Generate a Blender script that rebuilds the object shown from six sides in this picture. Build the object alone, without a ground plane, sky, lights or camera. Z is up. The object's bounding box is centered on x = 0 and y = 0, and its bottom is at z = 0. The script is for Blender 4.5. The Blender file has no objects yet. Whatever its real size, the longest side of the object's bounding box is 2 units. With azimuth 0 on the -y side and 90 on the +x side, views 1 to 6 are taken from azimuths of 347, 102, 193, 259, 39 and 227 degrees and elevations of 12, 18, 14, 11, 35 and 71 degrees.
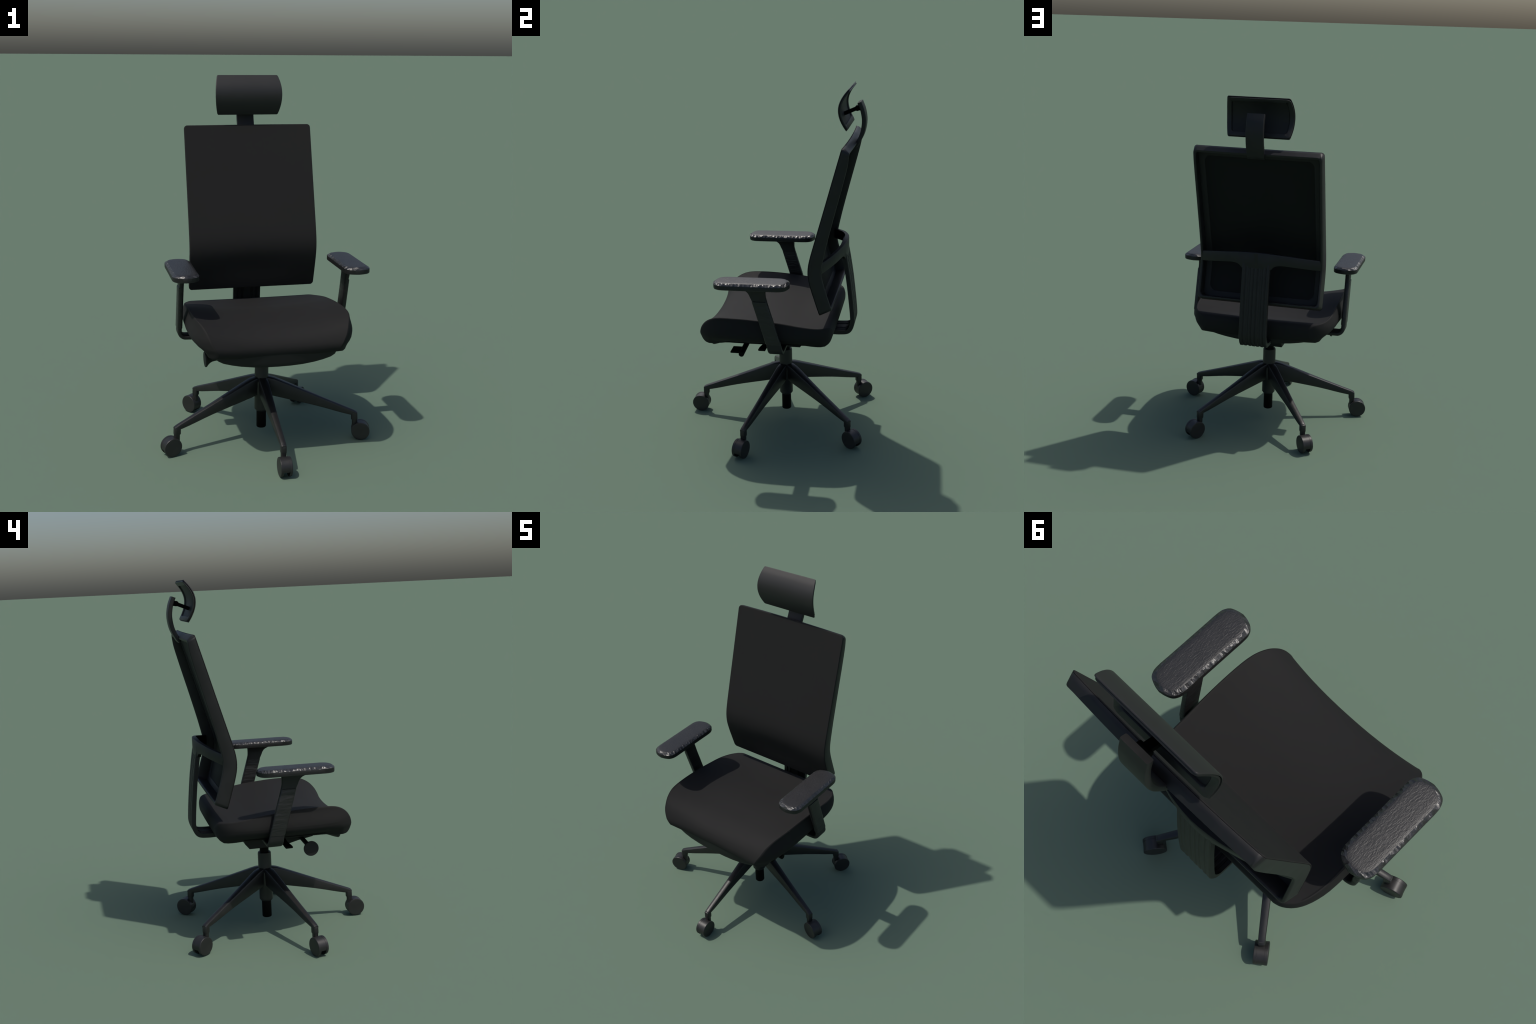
import bpy, math
from mathutils import Vector, Matrix

# ------------------------------------------------------------------ helpers
def spline(pts, n):
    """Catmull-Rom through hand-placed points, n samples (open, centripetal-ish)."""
    P = [Vector(p) for p in pts]
    P = [P[0] * 2 - P[1]] + P + [P[-1] * 2 - P[-2]]
    seg = len(P) - 3
    out = []
    for i in range(n):
        t = i / (n - 1) * seg
        k = min(int(t), seg - 1)
        f = t - k
        a, b, c, d = P[k:k + 4]
        out.append(0.5 * ((2 * b) + (c - a) * f + (2 * a - 5 * b + 4 * c - d) * f * f
                          + (3 * b - a - 3 * c + d) * f ** 3))
    return out

def curve1(table):
    """smooth 1-D lookup through (x, value) pairs"""
    xs = [p[0] for p in table]
    ys = [p[1] for p in table]
    n = len(xs)
    m = []
    for i in range(n):
        a, b = max(i - 1, 0), min(i + 1, n - 1)
        m.append((ys[b] - ys[a]) / (xs[b] - xs[a]))
    def f(x):
        if x <= xs[0]: return ys[0]
        if x >= xs[-1]: return ys[-1]
        k = 0
        while x > xs[k + 1]: k += 1
        h = xs[k + 1] - xs[k]
        t = (x - xs[k]) / h
        return ((2*t**3 - 3*t*t + 1) * ys[k] + (t**3 - 2*t*t + t) * h * m[k]
                + (3*t*t - 2*t**3) * ys[k+1] + (t**3 - t*t) * h * m[k+1])
    return f

def build(name, verts, faces, mat, angle=35):
    me = bpy.data.meshes.new(name)
    me.from_pydata([tuple(v) for v in verts], [], faces)
    me.validate()
    import bmesh
    bm = bmesh.new(); bm.from_mesh(me)
    bmesh.ops.remove_doubles(bm, verts=bm.verts, dist=1e-6)
    bmesh.ops.recalc_face_normals(bm, faces=bm.faces)
    bm.to_mesh(me); bm.free()
    me.shade_smooth()
    me.set_sharp_from_angle(angle=math.radians(angle))
    me.materials.append(mat)
    return me

def add(name, me, parent=None, loc=(0, 0, 0), rot=(0, 0, 0)):
    ob = bpy.data.objects.new(name, me)
    bpy.context.scene.collection.objects.link(ob)
    ob.location = loc
    ob.rotation_euler = rot
    if parent is not None:
        ob.parent = parent
    return ob

class Geo:
    """collects vertices and faces of one part"""
    def __init__(self): self.v, self.f = [], []
    def loft(self, rings, cap=True, closed=True, loop=False):
        o = len(self.v); n = len(rings[0])
        for r in rings: self.v += list(r)
        m = len(rings)
        for j in range(m if loop else m - 1):
            a, b = o + j * n, o + ((j + 1) % m) * n
            for i in range(n if closed else n - 1):
                k = (i + 1) % n
                self.f.append((a + i, a + k, b + k, b + i))
        if cap and not loop:
            for j in (0, m - 1):
                c = sum((Vector(p) for p in rings[j]), Vector()) / n
                ci = len(self.v); self.v.append(c)
                for i in range(n):
                    self.f.append((o + j * n + i, o + j * n + (i + 1) % n, ci))
        return self
    def sheet_pair(self, front, back):
        """closed slab from two equal grids of rows"""
        R, C = len(front), len(front[0])
        o = len(self.v)
        for row in front: self.v += row
        for row in back: self.v += row
        F = lambda r, c: o + r * C + c
        B = lambda r, c: o + R * C + r * C + c
        for r in range(R - 1):
            for c in range(C - 1):
                self.f.append((F(r, c), F(r, c + 1), F(r + 1, c + 1), F(r + 1, c)))
                self.f.append((B(r, c), B(r + 1, c), B(r + 1, c + 1), B(r, c + 1)))
        for r in range(R - 1):
            self.f.append((F(r, 0), F(r + 1, 0), B(r + 1, 0), B(r, 0)))
            self.f.append((F(r, C-1), B(r, C-1), B(r + 1, C-1), F(r + 1, C-1)))
        for c in range(C - 1):
            self.f.append((F(0, c), B(0, c), B(0, c + 1), F(0, c + 1)))
            self.f.append((F(R-1, c), F(R-1, c + 1), B(R-1, c + 1), B(R-1, c)))
        return self
    def cyl(self, a, b, prof, n=40):
        """surface of revolution about a->b; prof = [(t along in metres, radius)]"""
        a, b = Vector(a), Vector(b)
        d = (b - a).normalized()
        u = d.orthogonal().normalized(); w = d.cross(u)
        rings = [[a + d * t + (u * math.cos(2*math.pi*i/n) + w * math.sin(2*math.pi*i/n)) * r
                  for i in range(n)] for t, r in prof]
        return self.loft(rings)
    def mesh(self, name, mat, angle=35): return build(name, self.v, self.f, mat, angle)

def rrect(hx, hy, r, n=6, cx=0, cy=0):
    """rounded rectangle outline, 4*(n+1) points, starting at +x side"""
    r = min(r, hx, hy)
    out = []
    for q, (sx, sy) in enumerate(((1, 1), (-1, 1), (-1, -1), (1, -1))):
        for i in range(n + 1):
            a = math.pi / 2 * (q + i / n)
            out.append((cx + sx * (hx - r) + r * math.cos(a), cy + sy * (hy - r) + r * math.sin(a)))
    return out

def densify(pts, step):
    out = []
    n = len(pts)
    for i in range(n):
        a, b = pts[i], pts[(i + 1) % n]
        k = max(1, round(math.dist(a, b) / step))
        out += [(a[0] + (b[0] - a[0]) * j / k, a[1] + (b[1] - a[1]) * j / k) for j in range(k)]
    return out

# ---------------------------------------------------------------- materials
def material(name, col, rough, bump=(), spec=0.5, var=0.12, var_scale=6.0, stretch=(1, 1, 1), sheen=0.0):
    m = bpy.data.materials.new(name)
    m.use_nodes = True
    nt = m.node_tree
    N, L = nt.nodes, nt.links
    p = N['Principled BSDF']
    tc = N.new('ShaderNodeTexCoord')
    mp = N.new('ShaderNodeMapping'); mp.inputs['Scale'].default_value = stretch
    L.new(tc.outputs['Object'], mp.inputs['Vector'])
    no = N.new('ShaderNodeTexNoise'); no.inputs['Scale'].default_value = var_scale
    no.inputs['Detail'].default_value = 5
    L.new(mp.outputs[0], no.inputs['Vector'])
    cr = N.new('ShaderNodeValToRGB')
    c0 = [c * (1 - var) for c in col] + [1]; c1 = [c * (1 + var) for c in col] + [1]
    cr.color_ramp.elements[0].position = 0.3; cr.color_ramp.elements[0].color = c0
    cr.color_ramp.elements[1].position = 0.7; cr.color_ramp.elements[1].color = c1
    L.new(no.outputs['Fac'], cr.inputs[0])
    L.new(cr.outputs[0], p.inputs['Base Color'])
    rr = N.new('ShaderNodeMapRange')
    rr.inputs['To Min'].default_value = max(0.02, rough - 0.05); rr.inputs['To Max'].default_value = rough + 0.05
    L.new(no.outputs['Fac'], rr.inputs['Value'])
    L.new(rr.outputs[0], p.inputs['Roughness'])
    p.inputs['Specular IOR Level'].default_value = spec
    if sheen:
        p.inputs['Sheen Weight'].default_value = sheen
        p.inputs['Sheen Roughness'].default_value = 0.5
    prev = None
    for kind, scale, strength, dist, st in bump:
        m2 = N.new('ShaderNodeMapping'); m2.inputs['Scale'].default_value = st
        L.new(tc.outputs['Object'], m2.inputs['Vector'])
        if kind == 'noise':
            t = N.new('ShaderNodeTexNoise'); t.inputs['Scale'].default_value = scale
            t.inputs['Detail'].default_value = 3; t.inputs['Distortion'].default_value = 0.6
            o = t.outputs['Fac']
        elif kind == 'voronoi':
            t = N.new('ShaderNodeTexVoronoi'); t.inputs['Scale'].default_value = scale
            o = t.outputs['Distance']
        else:
            t = N.new('ShaderNodeTexWave'); t.inputs['Scale'].default_value = scale
            t.inputs['Distortion'].default_value = 9; t.inputs['Detail'].default_value = 2
            t.inputs['Detail Scale'].default_value = 0.6
            o = t.outputs['Fac']
        L.new(m2.outputs[0], t.inputs['Vector'])
        b = N.new('ShaderNodeBump'); b.inputs['Strength'].default_value = strength
        b.inputs['Distance'].default_value = dist
        L.new(o, b.inputs['Height'])
        if prev: L.new(prev.outputs[0], b.inputs['Normal'])
        prev = b
    if prev: L.new(prev.outputs[0], p.inputs['Normal'])
    return m

FABRIC = material('black_fabric', (0.0128, 0.0125, 0.0123), 0.8,
                  [('noise', 900, 0.12, 0.0006, (1, 1, 1))], spec=0.25, var=0.05, var_scale=4)
HEADFABRIC = material('headrest_fabric', (0.0185, 0.0180, 0.0178), 0.5,
                  [('noise', 900, 0.10, 0.0005, (1, 1, 1))], spec=0.42, var=0.05, var_scale=4)
PLASTIC = material('black_plastic', (0.0120, 0.0120, 0.0122), 0.5,
                   [('noise', 55, 0.35, 0.0012, (1, 1, 0.35)), ('noise', 500, 0.1, 0.0004, (1, 1, 1))], spec=0.4, var=0.18, var_scale=14)
SHELL = material('matt_black_plastic', (0.0110, 0.0110, 0.0112), 0.6, [('noise', 300, 0.1, 0.0004, (1, 1, 1))], spec=0.35)
BASE = material('base_plastic', (0.0125, 0.0123, 0.0124), 0.42,
                [('noise', 70, 0.3, 0.001, (1, 1, 1)), ('noise', 420, 0.12, 0.0004, (1, 1, 1))], spec=0.5, var=0.2, var_scale=18)
WHEEL = material('wheel_plastic', (0.0165, 0.0162, 0.0160), 0.45,
                 [('noise', 260, 0.15, 0.0006, (1, 1, 1))], spec=0.5, var=0.15, var_scale=25)
LEATHER = material('armrest_leather', (0.021, 0.0205, 0.021), 0.45,
                   [('noise', 190, 0.75, 0.0018, (1, 0.35, 1)), ('noise', 420, 0.25, 0.0006, (1, 0.5, 1))], spec=0.5, var=0.1, var_scale=30)
RIM = material('armrest_edge_modelled_glints', (0.022, 0.0215, 0.022), 0.36,  # exaggerated cell bump and mottled colour draw the blocky glints along the chamfer
               [('voronoi', 55, 1.0, 0.009, (0.5, 1, 0.5)), ('noise', 110, 0.6, 0.004, (.6, 1, .6))], spec=0.8, var=0.3, var_scale=60)
SLEEVE = material('black_plastic_drawn_light_bands', (0.0135, 0.0134, 0.0136), 0.42,  # stretched bump and tint variation put banded lit patches on the sleeve
                  [('noise', 42, 0.8, 0.004, (1, 0.3, 1.3)), ('noise', 400, 0.1, 0.0004, (1, 1, 1))], spec=0.5, var=0.25, var_scale=40, stretch=(1, .3, 1))
MESH = material('dark_mesh_back', (0.0055, 0.0056, 0.0058), 0.7, [('noise', 900, 0.1, 0.0005, (1, 1, 1))], spec=0.25)
BLACK = material('black_metal', (0.0012, 0.0012, 0.0012), 0.6, [], spec=0.1)

# ------------------------------------------------------------------- chair
chair = bpy.data.objects.new('office_chair', None)
bpy.context.scene.collection.objects.link(chair)
chair['label'] = 'black high-back office swivel chair with headrest and armrests'
chair['category'] = 'office chair'

# ---- five-star base -------------------------------------------------------
CX, CY = 0.0, 0.049
hub = Geo()
hub.cyl((0, CY, 0.150), (0, CY, 0.5), [(0, .032), (0.003, .0345), (0.008, .036), (0.010, .0395), (0.075, .0395), (0.08, .041),
                                     (0.10, .046), (0.178, .046), (0.186, .0395), (0.19, .0385), (0.283, .0385), (0.290, .0375), (0.2935, .034), (0.294, .026)])
hub_ob = add('column_sleeve', hub.mesh('column_sleeve', BASE), chair)
pis = Geo()
pis.cyl((0, CY, 0.050), (0, CY, 0.52), [(0, .025), (0.004, .0275), (0.098, .0275), (0.102, .026), (0.38, .026), (0.47, .0255)])
add('gas_piston', pis.mesh('gas_piston', BLACK), chair)

# leg: local +x radial, lofted with a chamfered section
top = curve1([(0.02, .352), (0.06, .347), (0.10, .332), (0.30, .248), (0.46, .182), (0.50, .1655), (0.517, .155)])
bot = curve1([(0.02, .2525), (0.06, .2425), (0.10, .2335), (0.30, .188), (0.44, .150), (0.50, .137), (0.517, .137)])
hwd = curve1([(0.02, .024), (0.06, .0255), (0.12, .024), (0.30, .0185), (0.50, .0155), (0.517, .0135)])
def legring(r):
    t, b, w = top(r), bot(r), hwd(r)
    c = min(0.009, (t - b) * .3)
    wb = w * 0.82
    return [Vector(p) for p in ((r, wb, b + .003), (r, wb - .003, b), (r, -wb + .003, b), (r, -wb, b + .003),
            (r, -w, t - c), (r, -w + c * .3, t - c * .35), (r, -w + c, t), (r, w - c, t), (r, w - c * .3, t - c * .35), (r, w, t - c))]
leg = Geo()
leg.loft([legring(r) for r in (0.02, .045, .07, .10, .15, .2, .25, .3, .35, .4, .44, .47, .49, .505, .513, .517)])
# bent neck going down at the end of the leg
neck = []
for (r, z, hx, hy) in ((0.499, .160, .013, .0125), (0.5005, .150, .0165, .0150), (0.5015, .138, .0175, .0155), (0.502, .118, .0175, .0155),
                       (0.502, .113, .0170, .0150), (0.5035, .1125, .0145, .0140), (0.504, .075, .0140, .0135)):
    neck.append([Vector((r + p[0], p[1], z)) for p in rrect(hx, hy, .009, 4)])
leg.loft(neck)
leg_me = leg.mesh('base_leg', BASE)

# caster: hood with stem, and two wheels; axle along local y, trailing outwards
WR, WZ = 0.0510, 0.0510
RC = 0.536
hood = Geo()
arc = []
n = 44
for i in range(n + 1):          # hood covers everything but the lower outer part
    a = math.radians(-14 + (232) * i / n)
    arc.append((math.cos(a), math.sin(a)))
rings = []
for y in (-.0170, .0170):
    rings.append([Vector((c * .0500, y, WZ + s * .0500)) for c, s in arc] +
                 [Vector((c * .030, y, WZ + s * .030)) for c, s in reversed(arc)])
hood.loft(rings, cap=False)
m = len(arc)
o = len(hood.v) - 4 * m
for k in (0, 1):
    b0 = o + k * 2 * m
    for i in range(m - 1):
        hood.f.append((b0 + i, b0 + i + 1, b0 + 2 * m - 2 - i, b0 + 2 * m - 1 - i))
hood.cyl((0, -.026, WZ), (0, .026, WZ), [(0, .018), (.052, .018)], 24)
hood.cyl((0.504 - RC, 0, .045), (0.504 - RC, 0, .12), [(0, .013), (.07, .0135)], 20)
hood_me = hood.mesh('caster_hood', WHEEL)
whl = Geo()
whl.cyl((0, -.0075, 0), (0, .0075, 0), [(0, .0495), (.0003, .0510), (.012, .0510), (.0142, .0497), (.015, .0475), (.0152, .041)], 48)
whl_me = whl.mesh('caster_wheel', WHEEL, 30)
STRETCH = 1.05                     # the star is a little wider than deep
for k in range(5):
    a0 = math.radians(-90 + 72 * k)
    dx, dy = math.cos(a0) * STRETCH, math.sin(a0)
    ang, ratio = math.atan2(dy, dx), math.hypot(dx, dy)
    lg = add('base_leg', leg_me, chair, (0, CY, 0), (0, 0, ang))
    lg.scale = (ratio, 1, 1)
    h = add('caster', hood_me, chair, (RC * dx, CY + RC * dy, 0), (0, 0, ang))
    for sy in (-1, 1):
        add('caster_wheel', whl_me, h, (0, sy * .0235, WZ), (0, 0, 0 if sy > 0 else math.pi))

# ---- seat -----------------------------------------------------------------
# side profile (y, z) of the padded edge, swept across the width
SEAT = [(.335, .613), (.357, .628), (.3695, .655), (.3725, .690), (.368, .708), (.358, .722), (.340, .728), (.30, .733), (.2, .749), (.1, .763), (0, .772), (-.1, .778),
        (-.2, .779), (-.255, .775), (-.295, .763), (-.330, .741), (-.356, .711), (-.372, .678), (-.378, .650), (-.371, .623), (-.353, .606),
        (-.32, .603), (-.2, .609), (0, .612), (.2, .612)]
SPN = 150
loop = spline([(0, y, z) for y, z in SEAT + SEAT[:1]], SPN)[:-1]
hw_y = curve1([(-.379, .338), (-.365, .356), (-.34, .380), (-.30, .405), (-.24, .424), (-.16, .432), (0, .433), (.10, .428), (.2, .423), (.26, .411), (.305, .393), (.338, .369), (.360, .340), (.373, .306)])
hw_z = curve1([(.600, -.085), (.615, -.070), (.632, -.048), (.645, -.024), (.656, -.008), (.675, .0), (.700, .001), (.722, -.004), (.745, -.011), (.765, -.016), (.785, -.018)])
dip = curve1([(-.38, .022), (-.34, .042), (-.29, .052), (-.2, .043), (-.05, .031), (.1, .031), (.18, .030), (.26, .020), (.32, .006), (.36, .001)])
ydip = curve1([(-.38, .022), (-.34, .014), (-.26, .0), (.3, .0)])
def seat_pt(p, u, inset=0.0):
    up = 1.0 if p.z > .70 else max(0, (p.z - .60) / .10)
    k = 1 - min(1, abs(u)) ** 2.2
    g = hw_z(p.z)
    if p.z < .675:                          # under-cut along the sides, fuller at the ends
        e = max(0.0, min(1.0, (abs(p.y) - .22) / .10))
        g *= 1 - .62 * e
    w = hw_y(p.y) + g - inset
    return Vector((w * u, p.y + ydip(p.y) * k, p.z - dip(p.y) * k * up - .012 * k * (1 - up)))
US = [-.988, -.97, -.94, -.9, -.82, -.72, -.6, -.45, -.3, -.15]
US = US + [0] + [-u for u in reversed(US)]
rings = []
cy_, cz_ = 0.0, .69
def shrink(p, k):                       # collapse the profile on to its spine line
    c = Vector((0, max(-.29, min(.29, p.y)), .6875))
    return p.lerp(c, k)
for side in (-1, 1):
    caps = []
    for k, ins in ((.0, .0045), (.02, .0016), (.06, .0), (.12, 0), (.22, 0), (.36, 0), (.52, 0), (.7, 0), (.85, 0), (1, 0)):
        caps.append([seat_pt(shrink(p, k), side, ins) for p in loop])
    if side < 0:
        rings += list(reversed(caps))
        rings += [[seat_pt(p, u) for p in loop] for u in US]
    else:
        rings += caps
seat = Geo().loft(rings, cap=False)
add('seat_cushion', seat.mesh('seat_cushion', FABRIC, 60), chair)

# shell under the cushion: shallow dish with a lowered front lip
LOWER = [(-.352, .615), (-.347, .585), (-.340, .548), (-.328, .535), (-.300, .542), (-.25, .560), (-.18, .570), (-.05, .566), (.1, .566), (.25, .571), (.325, .577), (.345, .592), (.352, .62)]
low = spline([(0, y, z) for y, z in LOWER], 60)
sh = []
for u in (-1.0, -.985, -.95, -.88, -.75, -.6, -.4, -.2, 0, .2, .4, .6, .75, .88, .95, .985, 1.0):
    ring = []
    for p in low:
        w = hw_y(max(-.378, p.y - .008)) - .056
        x = w * u
        ring.append(Vector((x, p.y + .02 * abs(u) ** 4 * (1 if p.y < -.25 else 0), min(.622, p.z + .048 * (abs(x) / .34) ** 2.4 + (.03 * max(0, abs(u) - .94) / .06)))))
    ring += [Vector((ring[-1].x, .345, .624)), Vector((ring[0].x, -.335, .624))]
    sh.append(ring)
add('seat_shell', Geo().loft(sh).mesh('seat_shell', SHELL, 40), chair)

# ---- tilt mechanism -------------------------------------------------------
mech = Geo()
side_prof = [(-.222, .56), (-.218, .534), (-.13, .518), (-.06, .500), (.05, .494), (.153, .494), (.178, .525), (.185, .57)]
mech.loft([[Vector((sx * w, y, z + dz)) for y, z in side_prof] for sx, w, dz in ((-1, .105, .006), (-1, .10, 0), (1, .10, 0), (1, .105, .006))])
mech_ob = add('tilt_mechanism', mech.mesh('tilt_mechanism', SHELL, 30), chair)
knob = Geo()
knob.cyl((-.355, -.141, .537), (-.05, -.141, .545), [(0, .040), (.002, .0415), (.008, .0415), (.010, .040), (.016, .032), (.026, .023), (.04, .016), (.06, .013), (.30, .012)])
add('tension_knob', knob.mesh('tension_knob', SHELL), mech_ob)
lev = Geo()
lev.cyl((.345, -.141, .538), (.05, -.141, .55), [(0, .014), (.002, .0155), (.29, .0155)], 28)
lev.loft([[Vector((x, y, .538 + z)) for y, z in rrect(.034, .005, .004, 3, cx=-.176)] for x in (.245, .32)])
add('height_lever', lev.mesh('height_lever', BLACK), mech_ob)
for sx in (-1, 1):
    tl = Geo()
    tl.loft([[Vector((sx * x, yc + y, zc + z)) for y, z in rrect(hy, .006, .004, 3)]
             for x, yc, zc, hy in ((.08, -.03, .552, .014), (.15, -.03, .55, .014), (.18, -.035, .533, .016), (.197, -.047, .519, .021), (.222, -.049, .517, .021))])
    add('tilt_lever', tl.mesh('tilt_lever', BLACK), mech_ob)

# ---- backrest -------------------------------------------------------------
BP = spline([(0, .3085, .7985), (0, .295, .840), (0, .278, .895), (0, .2615, .950), (0, .2495, 1.000), (0, .2455, 1.040), (0, .2490, 1.085), (0, .2615, 1.140), (0, .2885, 1.235), (0, .3160, 1.330),
             (0, .3435, 1.425), (0, .3720, 1.525), (0, .4008, 1.625), (0, .429, 1.7225)], 320)
blen = [0.0]
for a, b in zip(BP, BP[1:]): blen.append(blen[-1] + (b - a).length)
BL = blen[-1]
def bpoint(s):
    s = max(0, min(BL, s))
    k = 0; lo, hi = 0, len(BP) - 2
    while lo < hi:
        mid = (lo + hi + 1) // 2
        if blen[mid] <= s: lo = mid
        else: hi = mid - 1
    k = lo
    f = (s - blen[k]) / (blen[k + 1] - blen[k])
    k0, k1 = max(k - 6, 0), min(k + 7, len(BP) - 1)
    t = (BP[k1] - BP[k0]).normalized()
    return BP[k].lerp(BP[k + 1], f), Vector((0, t.z, -t.y))     # position, rearward normal
BW = 0.367
def bsurf(x, s, d):
    p, nrm = bpoint(s)
    q = p + nrm * d
    u = min(1, abs(x) / BW)
    bow = .009 * (s / BL) ** 1.5 * (1 - u * u) + .008 * math.exp(-((s - .15) / .11) ** 2) * (1 - u * u) ** 1.5
    return Vector((x, q.y + bow, q.z))
def bdepth(s): return curve1([(0, .073), (.3, .072), (.45, .066), (.6, .062), (.88, .056), (BL, .045)])(s)

def slab(hw, L, surf, dfront, dback, r_edge, nx=60, ns=120, dense=.02):
    def samples(a, b, n):
        core = [a + (b - a) * i / n for i in range(n + 1)]
        ex = [a + dense * t for t in (.03, .1, .2, .35, .55, .8)]
        return sorted(set(core + ex + [b - (e - a) for e in ex]))
    S = samples(0, L, ns)
    fr, bk = [], []
    for s in S:
        h = hw(s)
        X = samples(-h, h, nx)
        rf, rb = [], []
        for x in X:
            e = min(h - abs(x), s, L - s)
            dr = r_edge - math.sqrt(max(0, r_edge ** 2 - max(0, r_edge - e) ** 2))
            rf.append(surf(x, s, dfront + dr)); rb.append(surf(x, s, dback))
        fr.append(rf); bk.append(rb)
    return Geo().sheet_pair(fr, bk)

def bhw(s):
    r = .02; e = min(s, BL - s)
    return BW - (r - math.sqrt(max(0, r * r - max(0, r - e) ** 2)))
pad = slab(bhw, BL, bsurf, 0.0, .0040, .0035)
back_ob = add('backrest_cushion', pad.mesh('backrest_cushion', FABRIC, 50), chair)

def ring_frame(hx, L, corner, surf, section, step=.02, hwf=None):
    """frame following a rounded rectangle; section(s) -> [(inset, depth)] closed"""
    secs = []
    base = densify(rrect(hx, L / 2, corner, 8), step)
    per = []
    nsec = len(section(0))
    for k in range(nsec):
        per.append([])
    # inset by moving along inward normals of the rounded rectangle
    n = len(base)
    for i in range(n):
        a, b = base[i - 1], base[(i + 1) % n]
        d = Vector((b[0] - a[0], b[1] - a[1])).normalized()
        nrm = Vector((-d.y, d.x))
        x, y = base[i]
        sec = section(y + L / 2)
        row = []
        for ins, dep in sec:
            # clamp-inset: rectangle shrink for the core so corners stay round
            px = math.copysign(min(abs(x), hx - ins), x) if abs(x) > hx - corner - 1e-9 else x
            fx, fy = (hx - ins) / hx, (L / 2 - ins) / (L / 2)
            px, py = x * fx, y * fy
            row.append(surf(px, py + L / 2, dep))
        secs.append(row)
    return Geo().loft(secs, cap=False, loop=True)

def bsec(s):
    D = bdepth(s)
    t = max(0.0, min(1.0, (s - BL + .006) / .006))       # the top rail is chamfered up and back
    side = [(0.002, .0046), (0.0004, .0054), (0, .0065), (.0065, D - .006), (.0085, D - .002), (.012, D), (.018, D), (.021, D - .003), (.023, D - .008), (.024, .014), (.024, .0046)]
    topr = [(0.002, .0046), (0.0004, .0054), (0, .0065), (0, .016), (.002, .022), (.013, D - .001), (.018, D), (.026, D - .003), (.027, D - .008), (.028, .014), (.028, .0046)]
    return [(a * (1 - t) + c * t, b * (1 - t) + d * t) for (a, b), (c, d) in zip(side, topr)]
add('backrest_frame', ring_frame(BW, BL, .022, bsurf, bsec).mesh('backrest_frame', PLASTIC, 40), back_ob)
def isec(s):
    return [(0.019, .0046), (.019, .0110), (.050, .0100), (.056, .0080), (.058, .0046)]
add('backrest_inner_frame', ring_frame(BW, BL, .045, bsurf, isec).mesh('backrest_inner_frame', SHELL, 40), back_ob)
def phw(s): return .325
mp_ = slab(lambda s: .325, BL - .08, lambda x, s, d: bsurf(x, s + .04, d), .0042, .0055, .0003, 20, 80)
add('backrest_mesh', mp_.mesh('backrest_mesh', MESH, 50), back_ob)

# ---- T-shaped back support ------------------------------------------------
sup = Geo()
SP = spline([(0, .403, 1.128), (0, .406, 1.09), (0, .421, 1.0), (0, .4355, .90), (0, .4475, .79), (0, .4555, .70), (0, .4555, .647), (0, .434, .602),
             (0, .385, .5915), (0, .30, .592), (0, .18, .594)], 90)
def spine_half(z, y):
    return .0825 if z < 1.02 else .0825 + .03 * ((z - 1.02) / .07) ** 3 if z < 1.09 else .1125
rings = []
groove = []
NG = 48
for k, p in enumerate(SP):
    a, b = SP[max(0, k - 1)], SP[min(len(SP) - 1, k + 1)]
    t = (b - a).normalized()
    nrm = Vector((0, -t.z, t.y))     # outward / rear
    if k == 0: nrm = Vector((0, 1, 0))
    w = .0805
    th = .0125
    th = .010 + (th - .010) * min(1, max(0, (1.155 - p.z) / .10))
    fade = min(1, max(0, (1.09 - p.z) / .03)) * (1 if p.z > .64 else max(0, (p.y - .3) / .12) if p.y > .3 else 0)
    ring = []
    for i in range(NG + 1):
        x = -w + 2 * w * i / NG
        e = w - abs(x)
        g = 0
        for gx, gw in ((-.058, .004), (-.036, .006), (-.012, .0035), (.012, .0035), (.036, .006), (.058, .004)):
            if abs(x - gx) < gw: g = .003 * fade
        if abs(x) < .0035: g = .0
        rd = .005 - math.sqrt(max(0, .005 ** 2 - max(0, .005 - e) ** 2)) if e < .005 else 0
        ring.append(p + Vector((x, 0, 0)) + nrm * (th - g - rd))
    for i in range(NG + 1):
        x = w - 2 * w * i / NG
        g = 0
        for gx in (.028, .056):
            if abs(abs(x) - gx) < .006: g = .006 * fade
        ring.append(p + Vector((x, 0, 0)) - nrm * (th - g))
    rings.append(ring)
sup.loft(rings)
# cross bar bowed from the frame out to the spine
bar_c = [(-.345, .310, 1.066), (-.30, .334, 1.073), (-.22, .371, 1.087), (-.13, .398, 1.099), (-.06, .409, 1.105), (0, .412, 1.107)]
bar_c = bar_c + [(-x, y, z) for x, y, z in reversed(bar_c[:-1])]
BC = spline(bar_c, 81)
rings = []
for k, p in enumerate(BC):
    a, b = BC[max(0, k - 1)], BC[min(80, k + 1)]
    t = (b - a); t.z = 0; t.normalize()
    nrm = Vector((-t.y, t.x, 0))
    if nrm.y < 0: nrm = -nrm
    u = abs(p.x)
    hz_t = .029 + .001 * max(0, 1 - u / .2)
    # fillet swelling towards the spine on the lower edge
    hz_b = .029 + (.035 * math.exp(-((u - .0825) / .018)) if u > .0825 else .035)
    th = .011 + .004 * max(0, 1 - u / .15)
    ring = []
    for a_, b_ in ((-1, -.86), (-.8, -1), (.8, -1), (1, -.86), (1, .86), (.8, 1), (-.8, 1), (-1, .86)):
        ring.append(p + nrm * (th * a_) + Vector((0, 0, b_ * (hz_t if b_ > 0 else hz_b))))
    rings.append(ring)
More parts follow.
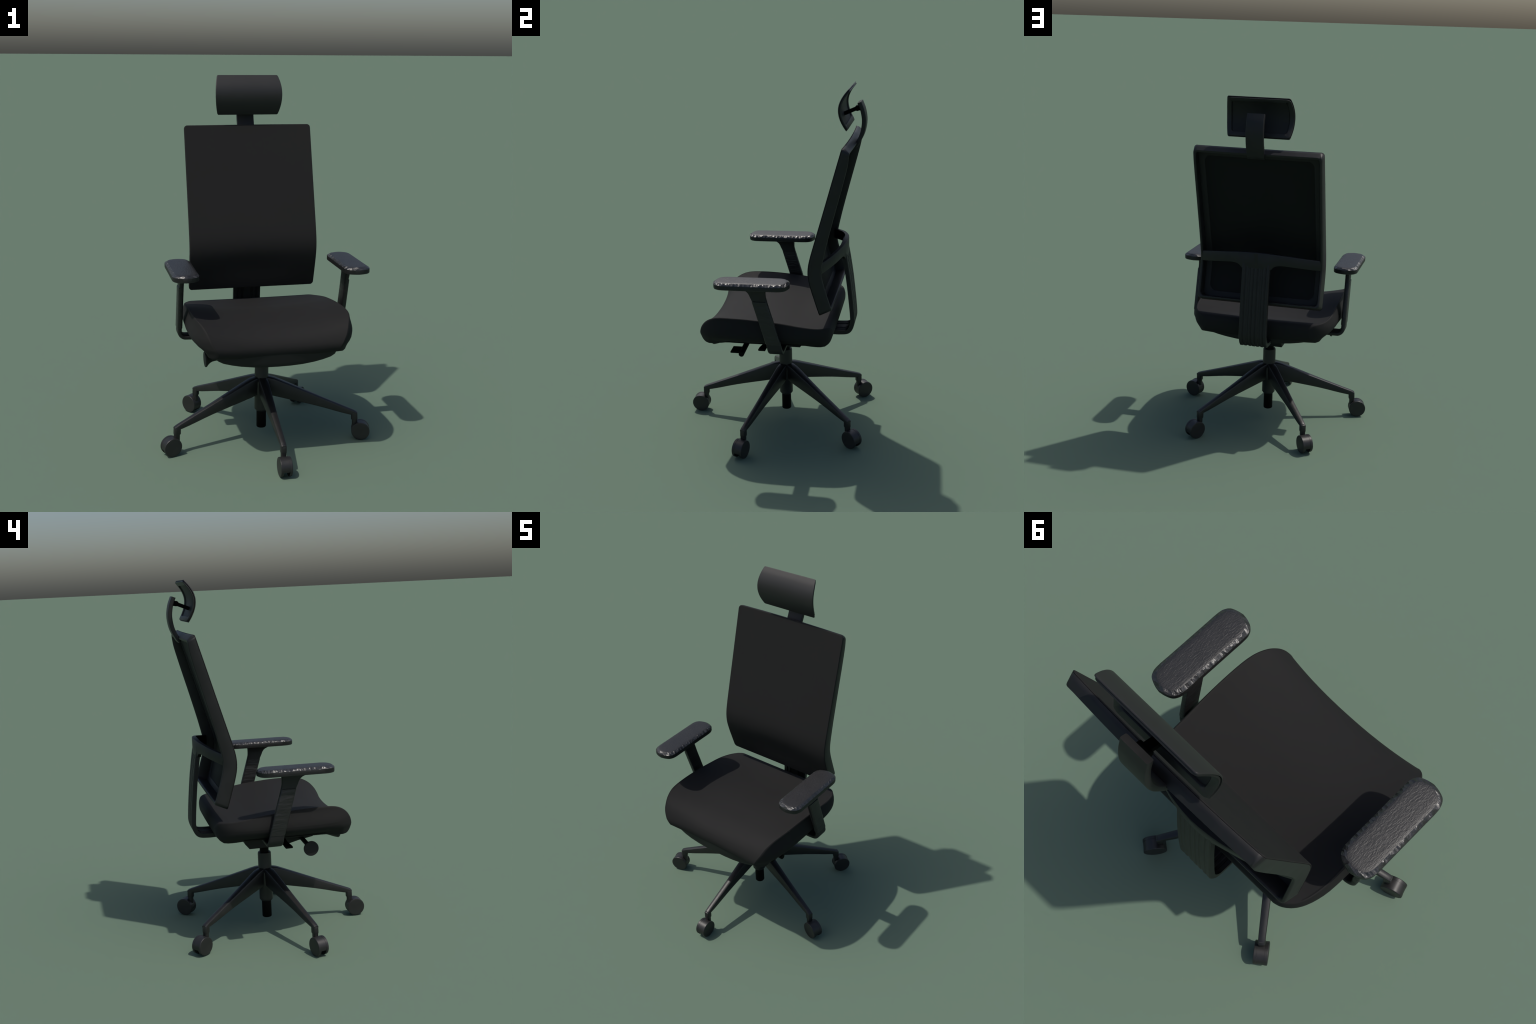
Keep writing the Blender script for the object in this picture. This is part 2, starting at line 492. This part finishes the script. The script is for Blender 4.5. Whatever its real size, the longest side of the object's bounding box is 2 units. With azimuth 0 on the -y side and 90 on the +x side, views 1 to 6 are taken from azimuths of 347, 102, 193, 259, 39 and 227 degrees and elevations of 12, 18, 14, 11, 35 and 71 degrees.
sup.loft(rings)
add('back_support', sup.mesh('back_support', PLASTIC, 35), chair)

# ---- headrest -------------------------------------------------------------
HP = spline([(0, .4305, 1.777), (0, .4135, 1.806), (0, .399, 1.838), (0, .3905, 1.872), (0, .3905, 1.905), (0, .400, 1.937), (0, .4185, 1.969), (0, .4435, 2.000)], 100)
hlen = [0.0]
for a, b in zip(HP, HP[1:]): hlen.append(hlen[-1] + (b - a).length)
HL = hlen[-1]
def hsurf(x, s, d):
    s = max(0, min(HL, s))
    k = 0
    while k < len(HP) - 2 and hlen[k + 1] < s: k += 1
    f = (s - hlen[k]) / (hlen[k + 1] - hlen[k])
    p = HP[k].lerp(HP[k + 1], f)
    t = (HP[min(k + 4, 99)] - HP[max(k - 3, 0)]).normalized()
    q = p + Vector((0, t.z, -t.y)) * d
    return Vector((x, q.y, q.z))
def hhw(s, w=.174):
    r = .008; e = min(s, HL - s)
    u = 2 * s / HL - 1
    return w + .017 * (1 - u * u) - (r - math.sqrt(max(0, r * r - max(0, r - e) ** 2)))
hp = slab(hhw, HL, hsurf, 0, .0045, .003, 30, 60, .008)
head = add('headrest_cushion', hp.mesh('headrest_cushion', HEADFABRIC, 50), chair)
def hring(ins0, prof):
    base = densify(rrect(1, 1, .10, 5), .06)
    secs = []
    for bx, by in base:
        row = []
        for ins, d in prof:
            L2 = HL - 2 * (ins0 + ins)
            s = HL / 2 + by * L2 / 2
            u = 2 * s / HL - 1
            w = .174 + .017 * (1 - u * u) - ins0 - ins
            row.append(hsurf(bx * w, s, d))
        secs.append(row)
    return Geo().loft(secs, cap=False, loop=True)
fr = hring(.003, [(.001, .0060), (0, .0070), (0, .0125), (.002, .0140), (.024, .0140), (.026, .0120), (.028, .0060)])
add('headrest_frame', fr.mesh('headrest_frame', PLASTIC, 40), head)
hm = slab(lambda s: .158, HL - .04, lambda x, s, d: hsurf(x, s + .02, d), .0048, .0068, .0003, 12, 30)
add('headrest_back_panel', hm.mesh('headrest_back_panel', SHELL, 50), head)
# curved stalk and its pivot
ST = spline([(.487, 1.912, .0110), (.5045, 1.866, .0110), (.5125, 1.809, .0112), (.503, 1.746, .0112), (.479, 1.693, .0105), (.467, 1.672, .007)], 48)
rings = []
for k, q in enumerate(ST):
    a, b = ST[max(0, k - 1)], ST[min(47, k + 1)]
    t = Vector((0, b.x - a.x, b.y - a.y)).normalized()
    nrm = Vector((0, -t.z, t.y))
    w = .049
    rings.append([Vector((x, q.x, q.y)) + nrm * d for x, d in rrect(w, q.z, .004, 3)])
add('headrest_stalk', Geo().loft(rings).mesh('headrest_stalk', PLASTIC, 35), head)
pg = Geo()
pg.cyl((-.022, .4735, 1.877), (.022, .4735, 1.877), [(0, .013), (.001, .0145), (.043, .0145), (.044, .013)], 24)
d = Vector((0, .405 - .4735, 1.848 - 1.877)); 
pl = []
for f in (0, .25, .5, .75, 1):
    c = Vector((0, .4735, 1.877)) + d * f
    up = Vector((0, -d.z, d.y)).normalized()
    pl.append([c + Vector((x, 0, 0)) + up * z for x, z in rrect(.014, .0098, .002, 2)])
pg.loft(pl)
pg.loft([[Vector((x, .478 + .014 * k, 1.879 + z)) for x, z in rrect(.02, .014, .003, 2)] for k in (0, 1)])
add('headrest_pivot', pg.mesh('headrest_pivot', BLACK), head)

# ---- armrests -------------------------------------------------------------
def arm_rings(stations, r=.009):
    rings = []
    for c, tdir, hw_, ht, skew in stations:
        tdir = Vector(tdir).normalized()
        ring = []
        for a, b in rrect(hw_, ht, r, 4):
            ring.append(Vector(c) + Vector((0, a, 0)) + tdir * b)
        rings.append(ring)
    return rings
def mirror(rings, sx): return [[Vector((p.x * sx, p.y, p.z)) for p in r] for r in rings]
def uy(z): return .0605 - (z - .692) * .295      # lean of the upright
def ux(z): return .4595
br = [((.06, .078, .602), (0, 0, 1), .042, .011, 0), ((.25, .078, .602), (0, 0, 1), .042, .0115, 0), ((.40, .080, .602), (0, 0, 1), .041, .0115, 0)]
for a in (12, 25, 40, 55, 70, 82):
    r = math.radians(a)
    br.append(((.4215 + .038 * math.sin(r), .082 - .007 * a / 82, .640 - .038 * math.cos(r)), (math.sin(r) * -1, 0, math.cos(r)), .041, .0115, 0))
br.append(((ux(.655), uy(.655), .655), (-1, 0, 0), .0405, .0115, 0))
br.append(((ux(.68), uy(.68), .68), (-1, 0, 0), .0405, .0110, 0))
slv = []
for z, hw_, ht in ((.659, .038, .0115), (.660, .0405, .0135), (.664, .0415, .0140), (.78, .0415, .0140), (.900, .0415, .0140), (.905, .041, .0135), (.9065, .038, .0115)):
    slv.append(((ux(z), uy(z), z), (-1, 0, 0), hw_, ht, 0))
post = []
for z, y0, y1, ht in ((.88, -.036, .046, .0118), (.91, -.044, .038, .0118), (.93, -.054, .033, .0118), (.945, -.060, .032, .0120), (.957, -.068, .032, .0130), (.966, -.079, .032, .0145), (.974, -.096, .033, .0165), (.980, -.112, .034, .0180)):
    post.append(((ux(z) - .002, (y0 + y1) / 2, z), (-1, 0, 0), (y1 - y0) / 2, ht, 0))
PXC, PYC, PHX, PHY = .4580, -.0435, .0700, .2085
def pad_outline(k, ins):
    n = 96; out = []
    for i in range(n):
        a = 2 * math.pi * i / n
        c, s = math.cos(a), math.sin(a)
        hx = PHX - ins; hy = PHY - ins
        # stadium-like superellipse: straight sides, rounded ends
        q = rr_pts[i]
        out.append((PXC + q[0] * hx / PHX, PYC + q[1] * hy / PHY))
    return out
def soft_rect():
    pts = []
    ctrl = [(PHX, 0), (PHX, .08), (PHX, .142), (PHX - .004, .170), (PHX - .018, .192), (PHX - .044, .2035), (0, PHY)]
    q = spline([(x, y, 0) for x, y in ctrl], 25)
    Q = [(p.x, p.y) for p in q]
    pts = Q + [(-x, y) for x, y in reversed(Q[:-1])]
    pts = pts + [(-x, -y) for x, y in pts[1:-1]]
    return pts
rr_pts = soft_rect()
def pad_outline(ins):
    return [(PXC + x * (PHX - ins) / PHX, PYC + y * (PHY - ins) / PHY) for x, y in rr_pts]
padr = []
for ins, z in ((.012, .9755), (.004, .976), (.001, .978), (0, .981), (0, 1.001), (.0008, 1.0024), (.0145, 1.0118), (.0165, 1.0125), (.03, 1.0130), (.05, 1.0133), (.066, 1.0135)):
    padr.append([Vector((x, y, z + .0065 + .0085 * (y + .24))) for x, y in pad_outline(ins)])
for sx in (-1, 1):
    b = add('arm_bracket', Geo().loft(mirror(arm_rings(br), sx)).mesh('arm_bracket', PLASTIC, 35), chair)
    add('arm_sleeve', Geo().loft(mirror(arm_rings(slv), sx)).mesh('arm_sleeve', SLEEVE, 35), b)
    add('arm_post', Geo().loft(mirror(arm_rings(post, .007), sx)).mesh('arm_post', PLASTIC, 35), b)
    me = Geo().loft(mirror(padr, sx)).mesh('arm_pad', LEATHER, 30)
    me.materials.append(RIM); me.materials.append(PLASTIC)
    for p in me.polygons:
        if abs(p.normal.z) < .3: p.material_index = 2
        elif .3 <= p.normal.z < .93: p.material_index = 1
    add('arm_pad', me, b)
